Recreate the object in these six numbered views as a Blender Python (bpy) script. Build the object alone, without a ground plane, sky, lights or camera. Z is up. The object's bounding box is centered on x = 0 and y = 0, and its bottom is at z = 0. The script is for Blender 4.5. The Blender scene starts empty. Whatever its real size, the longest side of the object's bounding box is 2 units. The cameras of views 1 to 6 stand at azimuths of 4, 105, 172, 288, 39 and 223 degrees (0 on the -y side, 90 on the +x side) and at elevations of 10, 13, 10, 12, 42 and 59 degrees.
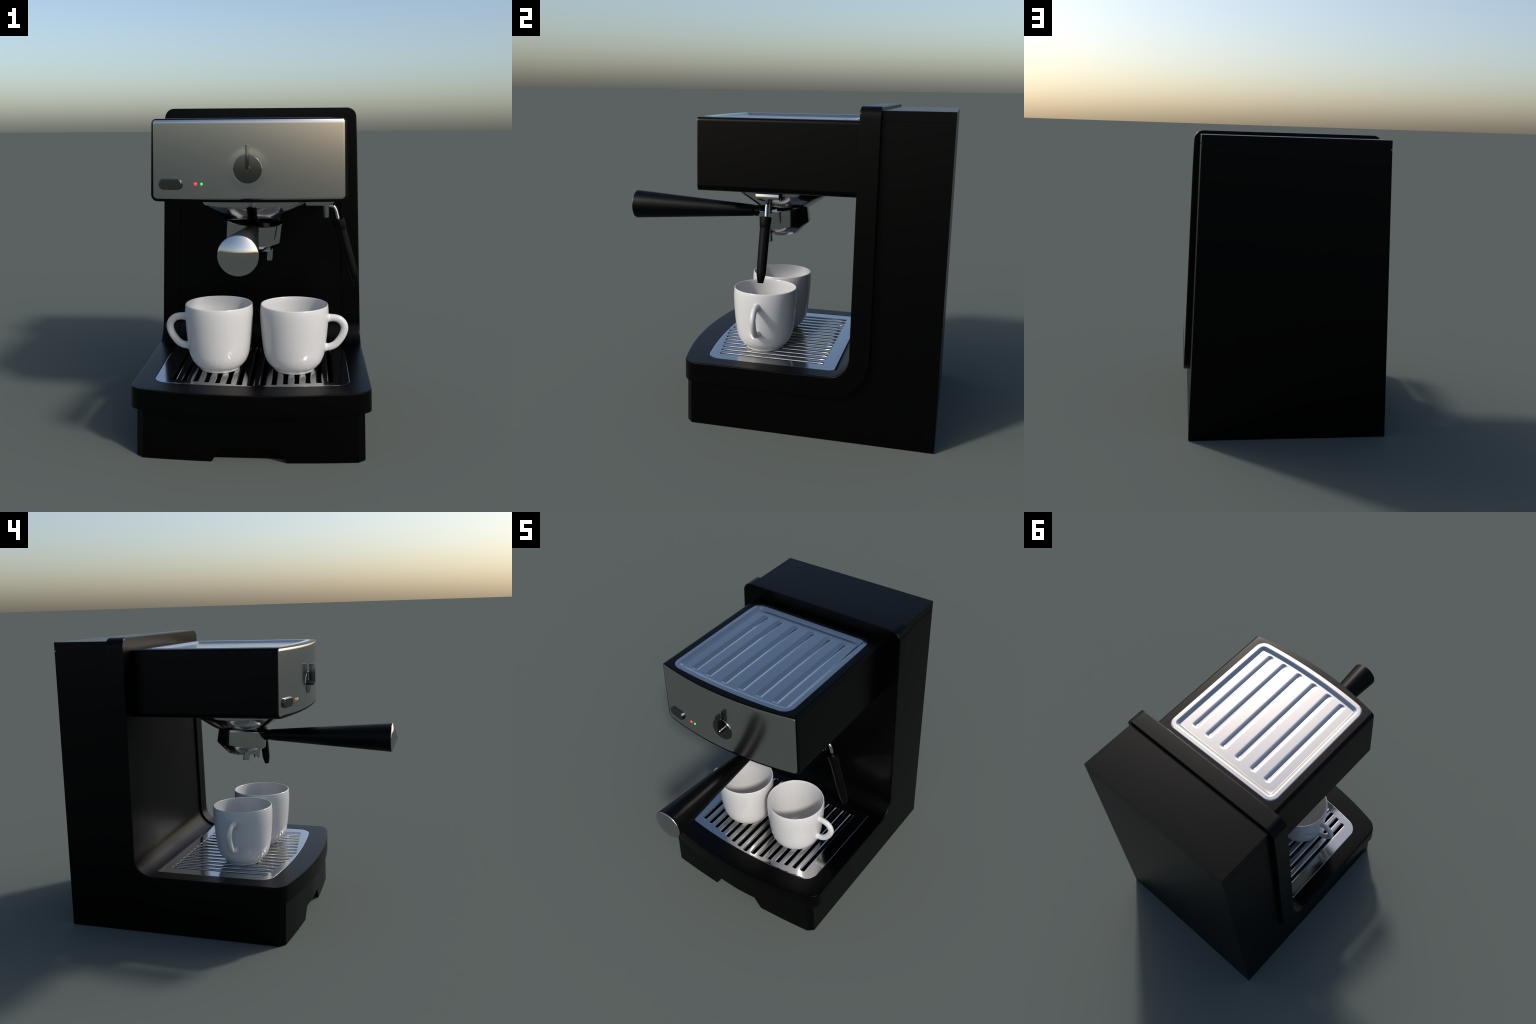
"""Espresso machine with two porcelain cups, built part by part (metres, z up)."""
import bpy, bmesh, math
from mathutils import Vector, Matrix

pi = math.pi
SHARP = math.radians(32)


# ------------------------------------------------------------------ materials
def principled(name, color, rough, metal=0.0, spec=0.5, grain=0.0, grain_scale=60.0,
               rough_var=0.0, coat=0.0, stretch=(1, 1, 1)):
    """Principled material; fine noise drives a slight colour / roughness grain."""
    m = bpy.data.materials.new(name)
    m.use_nodes = True
    nt = m.node_tree
    b = nt.nodes["Principled BSDF"]
    b.inputs["Base Color"].default_value = (*color, 1)
    b.inputs["Roughness"].default_value = rough
    b.inputs["Metallic"].default_value = metal
    b.inputs["Specular IOR Level"].default_value = spec
    b.inputs["Coat Weight"].default_value = coat
    tc = nt.nodes.new("ShaderNodeTexCoord")
    mp = nt.nodes.new("ShaderNodeMapping")
    mp.inputs["Scale"].default_value = stretch
    nz = nt.nodes.new("ShaderNodeTexNoise")
    nz.inputs["Scale"].default_value = grain_scale
    nz.inputs["Detail"].default_value = 3
    nt.links.new(tc.outputs["Object"], mp.inputs["Vector"])
    nt.links.new(mp.outputs["Vector"], nz.inputs["Vector"])
    if grain:
        ramp = nt.nodes.new("ShaderNodeValToRGB")
        lo = tuple(c * (1 - grain) for c in color)
        hi = tuple(min(1, c * (1 + grain)) for c in color)
        ramp.color_ramp.elements[0].color = (*lo, 1)
        ramp.color_ramp.elements[1].color = (*hi, 1)
        ramp.color_ramp.elements[0].position = 0.3
        ramp.color_ramp.elements[1].position = 0.7
        nt.links.new(nz.outputs["Fac"], ramp.inputs["Fac"])
        nt.links.new(ramp.outputs["Color"], b.inputs["Base Color"])
    if rough_var:
        mr = nt.nodes.new("ShaderNodeMapRange")
        mr.inputs["To Min"].default_value = max(0, rough - rough_var)
        mr.inputs["To Max"].default_value = rough + rough_var
        nt.links.new(nz.outputs["Fac"], mr.inputs["Value"])
        nt.links.new(mr.outputs["Result"], b.inputs["Roughness"])
    return m


def glowing(name, color, strength):
    m = principled(name, color, 0.3)
    b = m.node_tree.nodes["Principled BSDF"]
    b.inputs["Emission Color"].default_value = (*color, 1)
    b.inputs["Emission Strength"].default_value = strength
    return m


BLACK = principled("black_plastic", (0.0003, 0.0003, 0.0003), 0.32, spec=0.11, grain=0.05, rough_var=0.006)
GRIP = principled("black_grip_plastic", (0.0006, 0.0006, 0.0006), 0.40, spec=0.11, grain=0.05, rough_var=0.006)
BRUSHED = principled("satin_steel", (0.515, 0.515, 0.51), 0.17, metal=1, grain=0.006, grain_scale=3)
STEEL = principled("polished_steel", (0.505, 0.505, 0.505), 0.12, metal=1, grain=0.006, grain_scale=3)
SHEET = principled("pressed_steel_sheet", (0.505, 0.505, 0.505), 0.16, metal=1, grain=0.006, grain_scale=3)
CHROME = principled("chrome", (0.56, 0.56, 0.56), 0.08, metal=1, grain=0.006, grain_scale=3)
DIAL = principled("dark_metal", (0.130, 0.130, 0.127), 0.20, metal=1, grain=0.01, grain_scale=3)
PORCELAIN = principled("white_porcelain", (0.52, 0.52, 0.52), 0.14, spec=0.5, grain=0.004, grain_scale=15)
RED = glowing("red_lamp", (0.9, 0.04, 0.08), 0.6)
GREEN = glowing("green_lamp", (0.03, 0.8, 0.10), 0.6)


# ------------------------------------------------------------------ helpers
def finish(bm, name, mat, parent=None, sharp=SHARP, recalc=True, flat=False):
    if recalc:
        bmesh.ops.recalc_face_normals(bm, faces=bm.faces)
    bm.normal_update()
    for f in bm.faces:
        f.smooth = True
    for e in bm.edges:
        if len(e.link_faces) == 2:
            e.smooth = e.calc_face_angle(0) < sharp
    me = bpy.data.meshes.new(name)
    bm.to_mesh(me)
    bm.free()
    me.materials.append(mat)
    ob = bpy.data.objects.new(name, me)
    bpy.context.scene.collection.objects.link(ob)
    if parent:
        ob.parent = parent
    if flat:                              # keep the big faces flat, bend only the rounded borders
        w = ob.modifiers.new("flat_faces", "WEIGHTED_NORMAL")
        w.keep_sharp = True
        w.weight = 100
    return ob


def skin_rings(bm, rings, close=True, cap=True):
    """Join equal-length rings of points by quads; optionally cap both ends."""
    V = [[bm.verts.new(p) for p in r] for r in rings]
    n = len(V[0])
    for a, b in zip(V, V[1:]):
        for i in range(n if close else n - 1):
            j = (i + 1) % n
            bm.faces.new((a[i], a[j], b[j], b[i]))
    if cap:
        bm.faces.new(V[0][::-1])
        bm.faces.new(V[-1])
    return V


def lathe(bm, prof, origin=(0, 0, 0), axis=(0, 0, 1), seg=64):
    """Revolve (radius, height) profile about an axis; radius 0 ends become poles."""
    q = Vector((0, 0, 1)).rotation_difference(Vector(axis).normalized())
    o = Vector(origin)
    rings = []
    for r, h in prof:
        if r < 1e-6:
            rings.append([bm.verts.new(o + q @ Vector((0, 0, h)))])
        else:
            rings.append([bm.verts.new(o + q @ Vector((r * math.cos(2 * pi * i / seg), r * math.sin(2 * pi * i / seg), h)))
                          for i in range(seg)])
    for a, b in zip(rings, rings[1:]):
        for i in range(seg):
            j = (i + 1) % seg
            if len(a) == 1 and len(b) == 1:
                continue
            if len(a) == 1:
                bm.faces.new((a[0], b[j], b[i]))
            elif len(b) == 1:
                bm.faces.new((a[i], a[j], b[0]))
            else:
                bm.faces.new((a[i], a[j], b[j], b[i]))


def tube(bm, pts, radii, seg=24):
    """Sweep a circle along a smooth path, capped."""
    pts = [Vector(p) for p in pts]
    rings = []
    up = None
    for i, p in enumerate(pts):
        t = (pts[min(i + 1, len(pts) - 1)] - pts[max(i - 1, 0)]).normalized()
        if up is None:
            up = t.orthogonal().normalized()
        up = (up - t * up.dot(t)).normalized()
        w = t.cross(up)
        r = radii[i] if isinstance(radii, (list, tuple)) else radii
        rings.append([p + (up * math.cos(2 * pi * k / seg) + w * math.sin(2 * pi * k / seg)) * r for k in range(seg)])
    skin_rings(bm, rings)


def spline(ctrl, n=8):
    """Catmull-Rom through control points."""
    c = [Vector(p) for p in ctrl]
    c = [c[0] * 2 - c[1]] + c + [c[-1] * 2 - c[-2]]
    out = []
    for i in range(1, len(c) - 2):
        a, b, d, e = c[i - 1], c[i], c[i + 1], c[i + 2]
        for k in range(n):
            t = k / n
            out.append(0.5 * (2 * b + (d - a) * t + (2 * a - 5 * b + 4 * d - e) * t * t + (3 * b - a - 3 * d + e) * t ** 3))
    out.append(c[-2])
    return out


def arc(cy, cz, r, a0, a1, n):
    return [(cy + r * math.cos(a0 + (a1 - a0) * i / n), cz + r * math.sin(a0 + (a1 - a0) * i / n)) for i in range(n + 1)]


def rounded_rect(hw, hh, r, n=6):
    """Counter-clockwise rounded rectangle; r is (bottom, top)."""
    rb, rt = r
    out = []
    for sx, sy, a0, rr in ((1, -1, -pi / 2, rb), (1, 1, 0, rt), (-1, 1, pi / 2, rt), (-1, -1, pi, rb)):
        for i in range(n + 1):
            a = a0 + (pi / 2) * i / n
            out.append((sx * (hw - rr) + rr * math.cos(a), sy * (hh - rr) + rr * math.sin(a)))
    return out


def clamp(v, a=0.0, b=1.0):
    return max(a, min(b, v))


def smooth(t):
    t = clamp(t)
    return t * t * (3 - 2 * t)


def corner_drop(delta, r):
    return 0.0 if delta >= r else r - math.sqrt(max(0, r * r - (r - delta) ** 2))


def inset_polygon(P, d):
    """Move a counter-clockwise polygon inwards along vertex normals."""
    out = []
    n = len(P)
    for i in range(n):
        a, b, c = Vector(P[i - 1]), Vector(P[i]), Vector(P[(i + 1) % n])
        n1 = (b - a).normalized(); n1 = Vector((-n1.y, n1.x))
        n2 = (c - b).normalized(); n2 = Vector((-n2.y, n2.x))
        m = n1 + n2
        m = m / max(0.3, m.dot(n1)) if m.length > 1e-6 else n1
        out.append(b + m * d)
    return out


def part_box(name, lo, hi, mat, parent, bevel=0.002):
    bm = bmesh.new()
    bmesh.ops.create_cube(bm, size=1)
    for v in bm.verts:
        for k in range(3):
            v.co[k] = lo[k] if v.co[k] < 0 else hi[k]
    if bevel:
        bmesh.ops.bevel(bm, geom=list(bm.edges), offset=bevel, segments=2, profile=0.5, affect='EDGES')
    return finish(bm, name, mat, parent)


def cut(ob, cutter):
    """Boolean difference, applied; the cutter is deleted."""
    keep = [m for m in ob.modifiers]
    for m in keep:
        m.show_viewport = False
    mod = ob.modifiers.new("cut", "BOOLEAN")
    mod.operation = "DIFFERENCE"
    mod.solver = "EXACT"
    mod.object = cutter
    dg = bpy.context.evaluated_depsgraph_get()
    me = bpy.data.meshes.new_from_object(ob.evaluated_get(dg))
    ob.modifiers.remove(mod)
    for m in keep:
        m.show_viewport = True
    bm = bmesh.new()
    bm.from_mesh(me)
    for e in bm.edges:
        if len(e.link_faces) == 2:
            e.smooth = e.calc_face_angle(0) < SHARP
    bm.to_mesh(me)
    bm.free()
    me.name = ob.name
    ob.data = me
    bpy.data.objects.remove(cutter)


def empty(name, label=None, category=None, loc=(0, 0, 0)):
    e = bpy.data.objects.new(name, None)
    e.location = loc
    bpy.context.scene.collection.objects.link(e)
    if label:
        e["label"] = label
        e["category"] = category
    return e


machine = empty("espresso_machine", "black espresso machine with steel front panel and drip grate", "coffee machine")


# ------------------------------------------------------------------ housing (column and base)
def house_x(z):                       # the side walls lean in towards the top
    return 0.5445 + (1.803 - z) * 0.0311


TOP, FRONT, BACK, TRAY, LIP = 1.8235, 0.5245, 0.635, 0.378, 0.2615   # outline of the L-shaped frame
BAND_IN, BAND_OUT = 0.118, 0.225      # fillet radii inside and outside the bend
FIL_Y, FIL_Z = FRONT - BAND_IN, TRAY + BAND_IN

poly = [(-0.45, 0.0), (1.0, 0.0), (1.0, 1.748), (0.60, 1.748)]
poly += arc(BACK - BAND_OUT, LIP + BAND_OUT, 0.2215, 0, -pi / 2, 12)
poly += [(-0.45, 0.2650)]
bm = bmesh.new()
rings = []
CH = 0.036                            # chamfered front corners of the base
cols = [-1, -0.98] + [(-CH, 1)]
stations = [("d", -1, 0.0), ("d", -1, CH)] + [("f", k / 10) for k in range(-9, 10)] + [("d", 1, CH), ("d", 1, 0.0)]
for st in stations:
    ring = []
    for y, z in poly:
        X = house_x(z)
        x = st[1] * (X - st[2]) if st[0] == "d" else st[1] * (X - CH)
        yy = y
        if y < -0.3:
            yy = y + 0.10 * x * x - 0.006 * max(0, 1 - abs(x) / 0.2)
            if st[0] == "d" and st[2] == 0.0:
                yy += 0.028
        ring.append((x, yy, z))
    rings.append(ring)
skin_rings(bm, rings)
bm.normal_update()
bmesh.ops.triangulate(bm, faces=[f for f in bm.faces if len(f.verts) > 4])
housing = finish(bm, "housing", BLACK, machine, flat=True)
# finger notch under the front edge, cut with a trapezoid block
bm = bmesh.new()
tr = [(-0.202, -0.01), (0.202, -0.01), (0.147, 0.079), (-0.147, 0.079)]
skin_rings(bm, [[(x, y, z) for x, z in tr] for y in (-0.60, -0.394)])
cutter = finish(bm, "notch_cutter", BLACK)
cut(housing, cutter)

# lid over the water tank, separated from the housing by a fine groove
bm = bmesh.new()
rings = []
for z, inset in ((1.740, 0.006), (1.7525, 0.006), (1.7525, 0.0), (1.8015, 0.0), (1.803, 0.0015)):
    X = house_x(z) - inset
    rings.append([(-X, 0.58, z), (X, 0.58, z), (X, 1.0 - inset, z), (-X, 1.0 - inset, z)])
skin_rings(bm, rings)
finish(bm, "tank_lid", BLACK, machine)


# ------------------------------------------------------------------ frame: arch band plus drip tray, one L-shaped band
def frame_x(z):
    return 0.583 + (1.77 - z) * 0.0318


REC, REC_D, PIT_D = 0.105, 0.0128, 0.1110   # side rail width, recess depth, sump depth below the grate

GZ, GHW = 0.3768, 0.5215               # top and half width of the drip grate that lies in the recess


def grate_front(x):
    return -0.358 + 0.165 * x * x + corner_drop(max(0, GHW - abs(x)), 0.075)


P, kind = [], []                       # profile runs counter-clockwise seen from +x (y right, z up)


def add(pts, k):
    for p in pts:
        P.append(p)
        kind.append(k)


FY = -0.5015
add([(FY + 0.009, LIP), (-0.34, LIP), (-0.30, LIP), (-0.2, LIP), (0.0, LIP), (0.25, LIP)], "out")
add(arc(BACK - BAND_OUT, LIP + BAND_OUT, BAND_OUT, -pi / 2, 0, 18), "out")
add([(BACK, 0.8), (BACK, 1.2), (BACK, 1.6), (BACK, 1.75), (BACK, TOP - 0.004), (BACK - 0.004, TOP)], "out")
add([(FRONT + 0.008, TOP), (FRONT + 0.003, TOP - 0.002), (FRONT, TOP - 0.007), (FRONT, 1.75), (FRONT, 1.6)], "out")
add([(FRONT, 1.55), (FRONT, 1.2), (FRONT, 0.9), (FRONT, 0.7)], "rec")
add(arc(FIL_Y, TRAY + BAND_IN, BAND_IN, 0, -pi / 2, 16), "rec")
add([(0.392, TRAY)], "rec")
add([(0.390, TRAY), (0.2, TRAY), (0.0, TRAY), (-0.176, TRAY)], "pit")
add([(-0.178, TRAY)], "rec")
add([(-0.30, TRAY)], "seat_in")          # the seat of the grate ends along the grate's bowed front
add([(-0.301, TRAY)], "seat_out")
add([(-0.43, TRAY), (FY + 0.009, TRAY), (FY + 0.003, TRAY - 0.002),
     (FY, TRAY - 0.008), (FY, LIP + 0.009), (FY + 0.003, LIP + 0.0025)], "out")

stations = []
for s in (-1, 1):
    row = [(d, b) for d, b in ((0.0, 0.005), (0.0012, 0.0025), (0.004, 0.0006), (0.007, 0.0))]
    row += [(0.074 * (1 - math.cos(t * pi / 2 / 10)), 0) for t in range(4, 11)]
    row += [(0.08, 0), (REC - 0.0006, 0)]
    row += [(REC + k, "r") for k in (0, 0.001, 0.003, 0.006, 0.010, 0.015, 0.022, 0.032, 0.045, 0.060)]
    row = [(s, d, b) for d, b in row]
    stations.append(row)
mid = [("m", k / 12) for k in range(-11, 12)]
order = stations[0] + mid + stations[1][::-1]
inset_cache = {}
for b in (0.0, 0.0006, 0.0025, 0.005):
    inset_cache[b] = inset_polygon(P, b)
rec_p, pit_p = inset_polygon(P, REC_D), inset_polygon(P, PIT_D)


def shape_front(x, delta, y, z):
    if y < -0.1:                       # bowed front with rounded corners in plan
        w = clamp((-0.1 - y) / (-0.1 - FY))
        y += (0.22 * min(x * x, 0.36) + corner_drop(delta, 0.074)) * w ** 1.5
    if z > 1.6:                        # rounded top corners
        z -= corner_drop(delta, 0.056) * clamp((z - 1.6) / (TOP - 1.6))
    return y, z


bm = bmesh.new()
rings = []
for st in order:
    ring = []
    for i, (y0, z0) in enumerate(P):
        X = frame_x(z0)
        if st[0] == "m":
            x, delta, b = st[1] * (X - REC - 0.06), 1.0, "r"
        else:
            x, delta, b = st[0] * (X - st[1]), st[1], st[2]
        if b == "r":
            k = kind[i]
            deep = k == "pit" and delta >= REC + 0.02
            y, z = (pit_p if deep else rec_p)[i] if k not in ("out", "seat_out") else P[i]
        else:
            y, z = inset_cache[b][i]
        if kind[i].startswith("seat"):
            y = grate_front(x) - (0.0004 if kind[i] == "seat_in" else 0.0009)
        else:
            y, z = shape_front(x, delta, y, z)
        ring.append((x, y, z))
    rings.append(ring)
skin_rings(bm, rings)
bm.normal_update()
bmesh.ops.triangulate(bm, faces=[f for f in bm.faces if len(f.verts) > 4])
frame = finish(bm, "frame", BLACK, machine, flat=True)
basin = [(-0.46 + 0.092 * k, -0.349 + 0.0112 / 0.06 * abs(-0.46 + 0.092 * k)) for k in range(11)] + [(0.46, 0.372), (-0.46, 0.372)]
for ob in (frame, housing):            # the drip basin below the grate
    bm = bmesh.new()
    skin_rings(bm, [[(x, y, z) for x, y in basin] for z in (0.012, 0.3715)])
    cut(ob, finish(bm, "basin_cutter", BLACK))


# ------------------------------------------------------------------ sheet panels on a column / row grid
def panel(name, mat, parent, cols, rows, place, hole=None, skirt=None, sharp=SHARP):
    """cols: x stations; rows(x) -> list of v; place(x, v) -> point; hole(i, j) drops a cell;
    skirt(point) -> where the turned-down edge of a border or slot vertex ends."""
    bm = bmesh.new()
    V = []
    for i, x in enumerate(cols):
        V.append([bm.verts.new(place(x, v)) for v in rows(i, x)])
    for i in range(len(cols) - 1):
        for j in range(len(V[0]) - 1):
            if hole and hole(i, j):
                continue
            bm.faces.new((V[i][j], V[i + 1][j], V[i + 1][j + 1], V[i][j + 1]))
    for v in [v for v in bm.verts if not v.link_faces]:
        bm.verts.remove(v)
    if skirt:
        edges = [e for e in bm.edges if len(e.link_faces) == 1]
        r = bmesh.ops.extrude_edge_only(bm, edges=edges)
        for v in r["geom"]:
            if isinstance(v, bmesh.types.BMVert):
                v.co = skirt(v.co)
    bmesh.ops.dissolve_degenerate(bm, dist=1e-6, edges=bm.edges)
    return finish(bm, name, mat, parent, sharp, recalc=False)


def lin(a, b, n):
    return [a + (b - a) * i / n for i in range(n + 1)]


# ------------------------------------------------------------------ drip grate with fifteen pressed slots
SLOT_W = 0.0105
slots = [(-0.42 + 0.06 * k) for k in range(15)]
SB = 0.348


def slot_front(x):
    k = min(range(15), key=lambda q: abs(slots[q] - x))
    return -0.340 + 0.0112 * abs(k - 7)


def grate_back(x):
    return 0.431 - corner_drop(GHW - abs(x), 0.018)


edge_cols = [GHW - d for d in (0, 0.0008, 0.002, 0.004, 0.0065, 0.010, 0.015, 0.022, 0.032, 0.045, 0.06, 0.072)]
gcols = [-x for x in edge_cols]
slot_cell = set()
for sx in slots:
    offs = [-0.027, -0.020, -0.0185, -0.0165, -0.0148, -0.0132, -0.0118, -SLOT_W, -0.0075, 0.0, 0.0075, SLOT_W, 0.0118, 0.0132, 0.0148, 0.0165, 0.0185, 0.020, 0.027]
    for o in offs:
        if o == -SLOT_W:
            start = len(gcols)
        gcols.append(sx + o)
    slot_cell.update(range(start, start + 4))
gcols += edge_cols[::-1]
gcols = sorted(gcols)
F_OFF = [0.050, 0.030, 0.018, 0.012, 0.0095, 0.0078, 0.0060, 0.0043, 0.0028, 0.0013, 0.0]


def grate_rows(i, x):
    yf, yb = slot_front(x), SB
    sx = min(slots, key=lambda s: abs(s - x))
    d = abs(x - sx)
    cap = 0.7 * (math.sqrt(max(0, SLOT_W ** 2 - d * d)))
    f, b = grate_front(x), grate_back(x)
    yf = max(yf - cap, f + 0.012)
    yb = min(yb + cap, b - 0.012)
    fr = [yf - o * min(1, (yf - f) / 0.056) for o in F_OFF]
    bk = [yb + o * min(1, (b - yb) / 0.056) for o in F_OFF[::-1]]
    e = 0.0008
    return [f, f + e, f + 3 * e] + fr + lin(yf, yb, 14)[1:-1] + bk + [b - 3 * e, b - e, b]


NF = 3 + len(F_OFF) - 1                 # row index of the slot's front end
NB = NF + 14


def slot_dist(x, y):
    sx = min(slots, key=lambda s: abs(s - x))
    dx = max(0, abs(x - sx) - SLOT_W)
    dy = max(0, slot_front(x) - y, y - SB)
    return math.hypot(dx, dy)


def grate_place(x, y):
    z = GZ
    press = 1 - clamp(slot_dist(x, y) / 0.0095)
    z -= 0.0058 * press ** 2
    d = min(GHW - abs(x), y - grate_front(x), grate_back(x) - y)
    if d < 0.003:
        z -= 0.002 * (1 - d / 0.003) ** 2
    return (x, y, z)


def grate_skirt(co):
    d = min(GHW - abs(co.x), co.y - grate_front(co.x), grate_back(co.x) - co.y)
    return Vector((co.x, co.y, 0.368 if d < 0.004 else co.z - 0.0035))


panel("drip_grate", STEEL, machine, gcols, grate_rows, grate_place,
      hole=lambda i, j: i in slot_cell and NF <= j < NB, skirt=grate_skirt, sharp=math.radians(50))


# ------------------------------------------------------------------ brew head
HZ0, HZ1 = 1.343, 1.7475


def face_y(x):
    return -0.4402 + 0.247 * x * x


def head_ring(y, inset, bow):
    hw, hh, zc = 0.4832 - inset, (HZ1 - HZ0) / 2 - inset, (HZ0 + HZ1) / 2
    pts = []
    out = rounded_rect(hw, hh, (max(0.004, 0.034 - inset), max(0.003, 0.022 - inset)), 7)
    # split the long top and bottom runs so that the bowed front reads as a curve
    ring = []
    for i, p in enumerate(out):
        ring.append(p)
        q = out[(i + 1) % len(out)]
        if abs(q[0] - p[0]) > 0.3:
            ring += [(p[0] + (q[0] - p[0]) * k / 24, p[1]) for k in range(1, 24)]
    for x, z in ring:
        x *= 1 - 0.030 * z / 0.404 if True else 1
        yy = y + (0.4395 + face_y(x)) * bow
        pts.append((x, yy, zc + z))
    return pts


bm = bmesh.new()
rings = [head_ring(-0.30, 0.04, 0), head_ring(-0.432, 0.022, 1), head_ring(-0.4370, 0.018, 1), head_ring(-0.4372, 0.012, 1), head_ring(-0.4372, 0.004, 1),
         head_ring(-0.4360, 0.001, 1), head_ring(-0.4335, 0.0, 1), head_ring(-0.40, 0, 0.92), head_ring(-0.25, 0, 0.45),
         head_ring(0.0, 0, 0), head_ring(0.40, 0, 0), head_ring(0.548, 0, 0)]
skin_rings(bm, rings)
head = finish(bm, "brew_head", BLACK, machine, flat=True)
# open the top so that the sunken warming plate can drop in
bm = bmesh.new()
ol = [(x, -0.375 + 0.15 * x * x) for x in [-0.398 + 0.0796 * k for k in range(11)]] + [(0.398, 0.462), (-0.398, 0.462)]
skin_rings(bm, [[(x, y, z) for x, y in ol] for z in (1.68, 1.90)])
cut(head, finish(bm, "top_cutter", BLACK))


# satin front plate, slightly proud, softly rounded round its border
def plate_hw(z):
    return 0.4725 - (z - 1.55) * 0.022


PZ0, PZ1 = 1.3560, 1.7415
pu = [1 - d for d in (0, 0.002, 0.005, 0.009, 0.014, 0.02, 0.028, 0.038, 0.05, 0.07)]
pcols = [-u for u in pu] + lin(-0.92, 0.92, 72) + pu[::-1]
voff = [0, 0.0015, 0.003, 0.005, 0.0075, 0.0105, 0.014, 0.018, 0.023, 0.03]


def plate_rows(i, u):
    d = (1 - abs(u)) * 0.4745
    lo, hi = PZ0 + corner_drop(d, 0.020), PZ1 - corner_drop(d, 0.012)
    return [lo + o for o in voff] + lin(lo + 0.04, hi - 0.04, 36) + [hi - o for o in voff[::-1]]


def plate_place(u, z):
    x = u * plate_hw(z)
    d0 = (1 - abs(u)) * 0.4745
    top = PZ1 - corner_drop(d0, 0.012) - z
    d = min(d0 * 2.2, (z - PZ0 - corner_drop(d0, 0.020)) * 2.2, top)   # broad rounding on top, tight elsewhere
    d = max(d, 0.0)
    r = 0.015
    e = 0.0030 * (1 - (1 - min(d, r) / r) ** 2) - 0.001
    k = math.hypot(x, z - 1.505)
    e += 0.0006 * smooth((0.108 - k) / 0.04)          # bulge shaped in to give the bright reflected smudges round the dial
    return (x, face_y(x) - e, z)


front = panel("front_plate", BRUSHED, head, pcols, plate_rows, plate_place,
              skirt=lambda co: Vector((co.x, co.y + 0.012, co.z)), sharp=math.radians(60))

# cup-warming plate on top: raised rim, sunken field, six pressed grooves
WHW, WZ = 0.4170, 1.7495
grooves = [-0.287, -0.179, -0.060, 0.060, 0.179, 0.287]


def warm_front(x):
    return -0.3955 + 0.15 * x * x + corner_drop(WHW - abs(x), 0.014)


def warm_back(x):
    return 0.477 - corner_drop(WHW - abs(x), 0.017)


RIM = [0, 0.0006, 0.0015, 0.003, 0.006, 0.011, 0.016, 0.020, 0.0235, 0.027, 0.0305, 0.034, 0.0375, 0.041, 0.0445, 0.048, 0.0505, 0.052, 0.0535, 0.058]
GR = [0.0, 0.0015, 0.003, 0.005, 0.0075, 0.010, 0.013, 0.0165, 0.020, 0.0235, 0.0265, 0.0295]
wcols = [WHW - d for d in RIM] + [-(WHW - d) for d in RIM]
for g in grooves:
    wcols += [g + k for k in GR] + [g - k for k in GR[1:]]
for a, b in zip(grooves, grooves[1:]):
    wcols += lin(a + 0.0295, b - 0.0295, 8)[1:-1]
wcols = sorted(wcols)
wcols = [x for i, x in enumerate(wcols) if i == 0 or x - wcols[i - 1] > 0.0004]


def groove_start(x):
    return -0.319 + 0.14 * (x * x - 0.03)


def warm_rows(i, x):
    f, b = warm_front(x), warm_back(x)
    e0, e1 = groove_start(x), 0.366
    fr = [f + k for k in RIM[:-1]]
    fr = fr if f < e0 else [f + k * 0.5 for k in RIM[:-1]]
    ends = lin(fr[-1], max(fr[-1] + 0.012, e0 + 0.006), 12)[1:]
    backs = [e1 + k for k in GR]
    bk = [b - k for k in RIM[::-1]]
    backs = [min(y, bk[0] - 0.0004 * (len(GR) - n)) for n, y in enumerate(backs)]
    return fr + ends + lin(ends[-1], backs[0], 30)[1:-1] + backs + bk


def warm_place(x, y):
    R = 0.036
    d = min(WHW - abs(x), y - (-0.3955 + 0.15 * x * x), 0.477 - y)
    dx, dy = WHW - abs(x), min(y - (-0.3955 + 0.15 * x * x), 0.477 - y)
    cx, cy = max(0, 0.060 - dx), max(0, 0.060 - dy)
    if cx > 0 and cy > 0:
        d = 0.060 - math.hypot(cx, cy)
    z = WZ
    if d < 0.003:
        z -= 0.0025 * (1 - max(d, 0) / 0.003) ** 2
    t = clamp((d - 0.029) / 0.0230)                    # long slope inwards, ending in a crisp crease
    z -= 0.0145 * (t ** 1.2)
    g = min(grooves, key=lambda q: abs(q - x))
    cyy = clamp(y, groove_start(g) + 0.006, 0.366)
    k = math.hypot(x - g, 1.7 * (y - cyy))
    z -= 0.0084 * (1 - clamp(k / 0.0275)) ** 1.8
    return (x, y, z)


panel("warming_plate", SHEET, head, wcols, warm_rows, warm_place,
      skirt=lambda co: Vector((co.x, co.y, co.z - 0.008)), sharp=math.radians(60))

# control dial: dark dished disc, stem and upright pointer bar
DZ = 1.5045
bm = bmesh.new()
lathe(bm, [(0.0715, 0.0), (0.0712, 0.0035), (0.0702, 0.0045), (0.0690, 0.0040), (0.0685, 0.0)], (0, -0.4385, DZ), (0, -1, 0), 72)
finish(bm, "dial_glint_ring", BRUSHED, head)  # thin light reflection along the disc edge, modelled as a steel ring
bm = bmesh.new()
lathe(bm, [(0.0685, 0.0), (0.0685, 0.0060), (0.0675, 0.0075), (0.0655, 0.0078), (0.0, 0.0035)], (0, -0.4385, DZ), (0, -1, 0), 72)
dial = finish(bm, "dial", DIAL, head)
bm = bmesh.new()
lathe(bm, [(0.0165, 0.0), (0.0165, 0.0365), (0.0155, 0.038), (0.0, 0.038)], (0, -0.4415, DZ), (0, -1, 0), 32)
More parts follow.
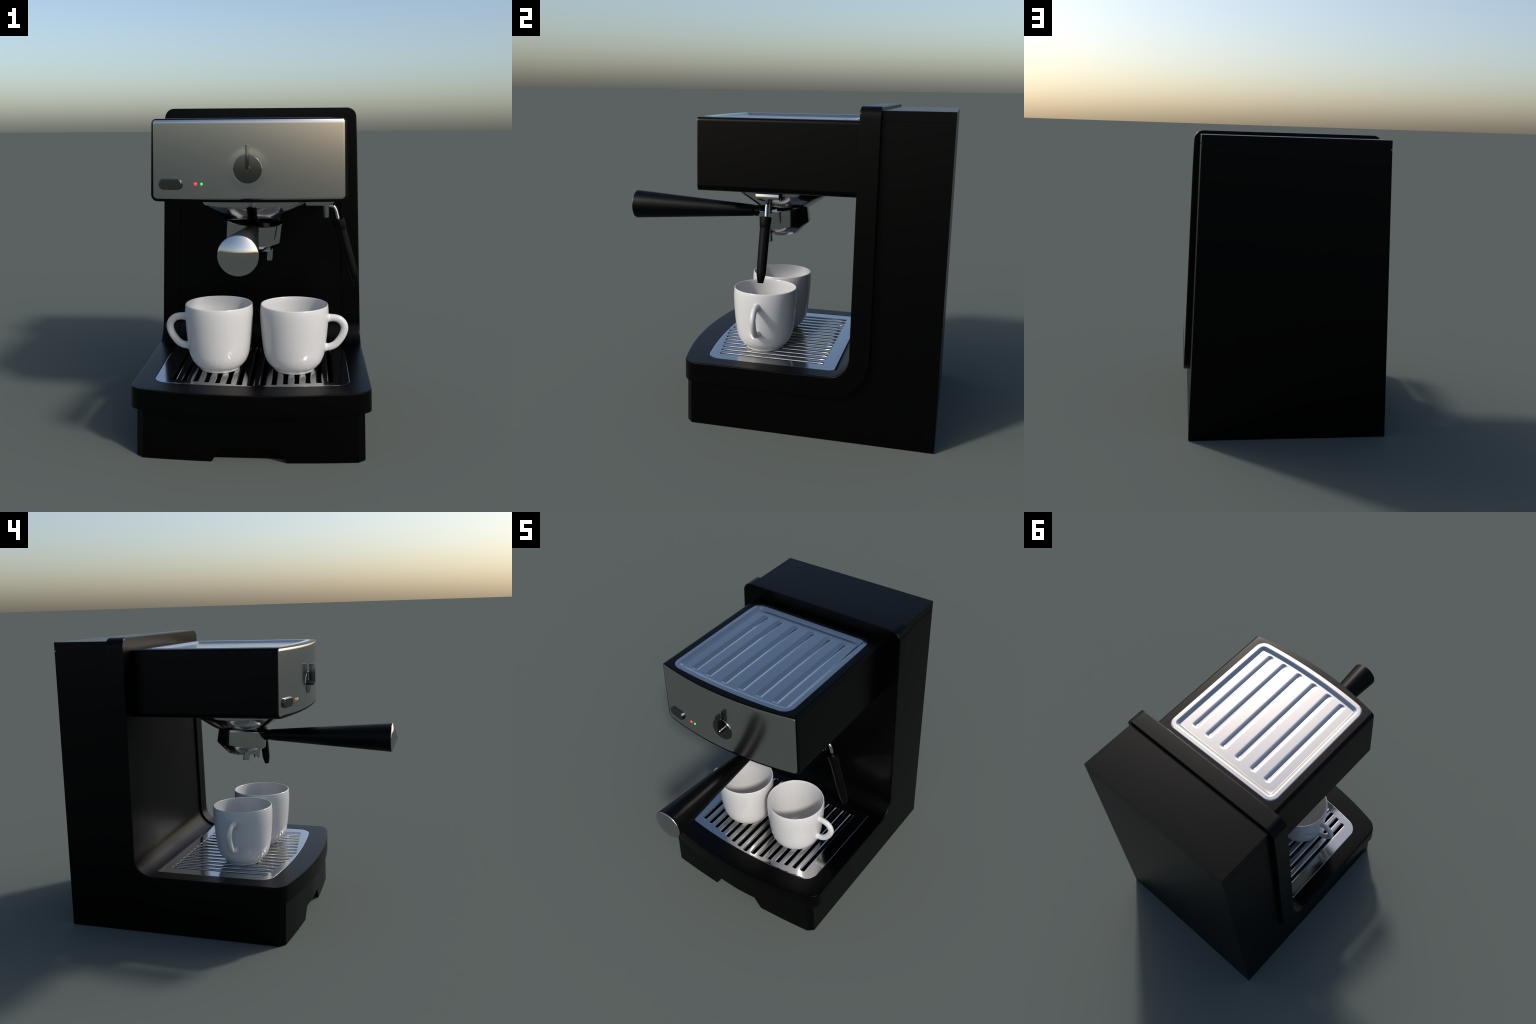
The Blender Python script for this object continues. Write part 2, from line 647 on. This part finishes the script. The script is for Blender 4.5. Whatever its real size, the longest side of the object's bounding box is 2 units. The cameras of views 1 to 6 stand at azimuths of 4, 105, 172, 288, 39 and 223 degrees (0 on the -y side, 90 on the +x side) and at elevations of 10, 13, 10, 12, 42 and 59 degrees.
finish(bm, "dial_stem", DIAL, head)
part_box("dial_pointer", (-0.0068, -0.487, DZ), (0.0068, -0.4505, 1.622), DIAL, head, 0.0015)


# push button and two pilot lamps follow the bowed face
def on_face(x):
    n = Vector((0.54 * x, -1, 0)).normalized()
    return Vector((x, face_y(x) - 0.002, 0)), n


bx = -0.383
c, n = on_face(bx)
tx = Vector((-n.y, n.x, 0))
bm = bmesh.new()
rings = []
for inset, h in ((0, -0.008), (0, 0.0085), (0.0012, 0.0110), (0.0032, 0.0124), (0.0058, 0.0128)):
    rings.append([c + tx * x + n * h + Vector((0, 0, 1.4305 + z)) for x, z in
                  rounded_rect(0.0605 - inset, 0.0275 - inset, (0.024 - inset, 0.024 - inset), 8)])
skin_rings(bm, rings)
finish(bm, "power_button", DIAL, head, sharp=math.radians(50), flat=True)
for nm, lx, r, mt in (("red_lamp", -0.258, 0.0086, RED), ("green_lamp", -0.227, 0.0070, GREEN)):
    c, n = on_face(lx)
    bm = bmesh.new()
    lathe(bm, [(r, -0.004), (r, 0.0005)] + [(r * math.cos(a), 0.0005 + 0.55 * r * math.sin(a)) for a in (0.4, 0.8, 1.2)] +
          [(0, 0.0005 + 0.55 * r)], (c.x, c.y, 1.4315), n, 24)
    finish(bm, nm, mt, head)


# ------------------------------------------------------------------ brewing group and portafilter
bm = bmesh.new()
lathe(bm, [(0.0, 1.300), (0.140, 1.300), (0.155, 1.222), (0.1650, 1.2185), (0.1700, 1.2195), (0.1735, 1.2215), (0.281, 1.2965), (0.2840, 1.3020), (0.2845, 1.308), (0.2845, 1.346)], (0.0, 0.010, 0), seg=96)
finish(bm, "group_bell", STEEL, machine)

bm = bmesh.new()
lathe(bm, [(0.0, 1.150), (0.035, 1.150), (0.040, 1.155), (0.040, 1.305)], seg=72)
finish(bm, "black_gap_core", BLACK, machine)

AX = Vector((0.080, -0.125, 1)).normalized()
PB = Vector((-0.004, 0.010, 1.105))
bm = bmesh.new()
lathe(bm, [(0.0, 0.078), (0.146, 0.078), (0.149, 0.101), (0.1545, 0.102), (0.1560, 0.100), (0.1590, 0.002), (0.1565, -0.003), (0.087, -0.060), (0.082, -0.063), (0.0, -0.064)],
      PB, AX, 96)
basket = finish(bm, "portafilter", STEEL, machine)
HZ = 1.1685
bm = bmesh.new()
lathe(bm, [(0, 0), (0.040, 0.0), (0.046, 0.008), (0.046, 0.030), (0.036, 0.046), (0.0345, 0.060), (0.0345, 0.070), (0.031, 0.0745), (0.025, 0.0755),
           (0.025, 0.079), (0.033, 0.080), (0.0355, 0.084), (0.0365, 0.10)] +
      [(0.0365 + (0.0885 - 0.0365) * t, 0.10 + 0.752 * t) for t in lin(0, 1, 12)[1:]] +
      [(0.0888, 0.8585), (0.0882, 0.8605), (0.0870, 0.8610), (0, 0.861)],
      (0.0, -0.106, HZ), (0, -1, 0), 64)
finish(bm, "handle", GRIP, basket)
bm = bmesh.new()
lathe(bm, [(0.0880, -0.004), (0.0880, 0.0015), (0.0868, 0.0035), (0.0835, 0.0052), (0.0, 0.035)],
      (0.0, -0.9650, HZ), (0, -1, 0), 64)
finish(bm, "handle_cap", CHROME, basket, sharp=math.radians(50))
# two little blocky spouts below the filter, square with it
q = Vector((0, 0, 1)).rotation_difference(AX)
for sx, sy, sz in ((0.087, -0.061, 0.994), (-0.098, -0.050, 1.014)):
    s = 1 if sx > 0 else -1
    base = Vector((sx, sy, sz))
    bm = bmesh.new()
    rings = []
    for z, inset in ((0.0, 0.008), (0.002, 0.0035), (0.006, 0.001), (0.011, 0.0)):
        rings.append([base + q @ Vector((x, y, z)) for x, y in rounded_rect(0.0155 - inset, 0.0190 - inset, (0.010 - inset, 0.010 - inset), 5)])
    # the top is cut on a slant that leans to the filter
    rings.append([base + q @ Vector((x, y, 0.058 + s * x * 0.9)) for x, y in rounded_rect(0.0155, 0.0190, (0.010, 0.010), 5)])
    skin_rings(bm, rings)
    finish(bm, "spout", STEEL, basket)
    bm = bmesh.new()
    tube(bm, [base + q @ Vector((0.004 * s, 0, 0.052)), base + q @ Vector((-0.035 * s, 0.012, 0.052)), (-0.012 + s * 0.02, sy + 0.02, sz + 0.046)], 0.0125, 16)
    finish(bm, "spout_arm", STEEL, basket)


# ------------------------------------------------------------------ steam wand
bm = bmesh.new()
pr = [(0.285, 1.2895), (0.405, 1.2895), (0.4345, 1.3080), (0.4300, 1.3425), (0.262, 1.3425)]
skin_rings(bm, [[(x, y, z) for x, z in pr] for y in (-0.058, 0.076)])
bmesh.ops.bevel(bm, geom=list(bm.edges), offset=0.003, segments=2, profile=0.5, affect='EDGES')
wand = finish(bm, "steam_wand", STEEL, machine)
bm = bmesh.new()
lathe(bm, [(0.0, 1.2195), (0.0150, 1.2195), (0.0172, 1.2215), (0.0172, 1.295)], (0.391, 0.0095, 0), (0, 0, 1), 24)
finish(bm, "steam_valve", STEEL, wand)
bm = bmesh.new()
tube(bm, spline([(0.400, 0.0095, 1.283), (0.418, 0.0095, 1.2825), (0.434, 0.0098, 1.279), (0.4445, 0.010, 1.262), (0.452, 0.0105, 1.236), (0.4625, 0.011, 1.195)], 8), 0.0090, 20)
finish(bm, "steam_pipe", CHROME, wand)
a, b = Vector((0.4585, 0.0105, 1.2105)), Vector((0.560, 0.011, 0.858))
L = (b - a).length
bm = bmesh.new()
lathe(bm, [(0, 0.004), (0.014, 0.004), (0.029, 0.0), (0.0322, 0.003), (0.0325, 0.010), (0.0315, 0.030), (0.0295, 0.0575), (0.0282, 0.060), (0.0280, 0.064),
           (0.0278, 0.16), (0.0270, 0.25), (0.0258, L - 0.052), (0.0250, L - 0.045), (0.0165, L - 0.003), (0.0150, L), (0, L)],
      a, b - a, 40)
finish(bm, "steam_grip", GRIP, wand)


# ------------------------------------------------------------------ two cups
def make_cup_meshes():
    outer = [(0.0, 0.004), (0.092, 0.004), (0.097, 0.0), (0.104, 0.0), (0.1095, 0.0015), (0.1128, 0.006), (0.1145, 0.0125), (0.1175, 0.0175), (0.1235, 0.0215),
             (0.1315, 0.0270), (0.1520, 0.0530), (0.1622, 0.0780), (0.1690, 0.1000), (0.1752, 0.1420), (0.1814, 0.2000), (0.1862, 0.2600), (0.1888, 0.3130),
             (0.1884, 0.3400), (0.1862, 0.3660), (0.1852, 0.3700), (0.1830, 0.3722), (0.1805, 0.3712), (0.1797, 0.3680)]
    inner = [(0.1802, 0.3400), (0.1793, 0.3130), (0.1750, 0.2600), (0.1685, 0.2000), (0.1595, 0.1500), (0.1485, 0.1120), (0.1350, 0.0860), (0.1170, 0.0660),
             (0.0900, 0.0520), (0.0600, 0.0455), (0.0300, 0.0435), (0.0, 0.043)]
    bm = bmesh.new()
    lathe(bm, outer + inner, seg=96)
    body = finish(bm, "cup_body", PORCELAIN, sharp=math.radians(70))
    bm = bmesh.new()
    path = spline([(0.1835, 0, 0.295), (0.192, 0, 0.2955), (0.218, 0, 0.2955), (0.246, 0, 0.288), (0.268, 0, 0.268), (0.277, 0, 0.240), (0.270, 0, 0.207), (0.252, 0, 0.174),
                   (0.226, 0, 0.145), (0.198, 0, 0.1315), (0.178, 0, 0.1295), (0.167, 0, 0.1295)], 6)
    n = len(path) - 1
    radii = []
    for i in range(n + 1):
        d = min(i, n - i)
        radii.append(0.0205 + 0.0055 * (1 - clamp((d - 4) / 7)) ** 2)
    tube(bm, path, radii, 28)
    for v in bm.verts:                 # the grip is a little flatter than wide
        v.co.y *= 0.83
    grip = finish(bm, "cup_handle", PORCELAIN, sharp=math.radians(70))
    return body, grip


body, grip = make_cup_meshes()
CUP_Z = 0.3755
for i, (cx, cy, rot) in enumerate(((0.222, -0.049, 0.0), (-0.195, -0.048, pi))):
    cup = empty("coffee_cup", "white glazed porcelain coffee cup with round handle", "coffee cup", (cx, cy, CUP_Z))
    cup.rotation_euler = (0, 0, rot)
    for src in (body, grip):
        ob = src if i == 0 else src.copy()
        if i:
            bpy.context.scene.collection.objects.link(ob)
        ob.parent = cup
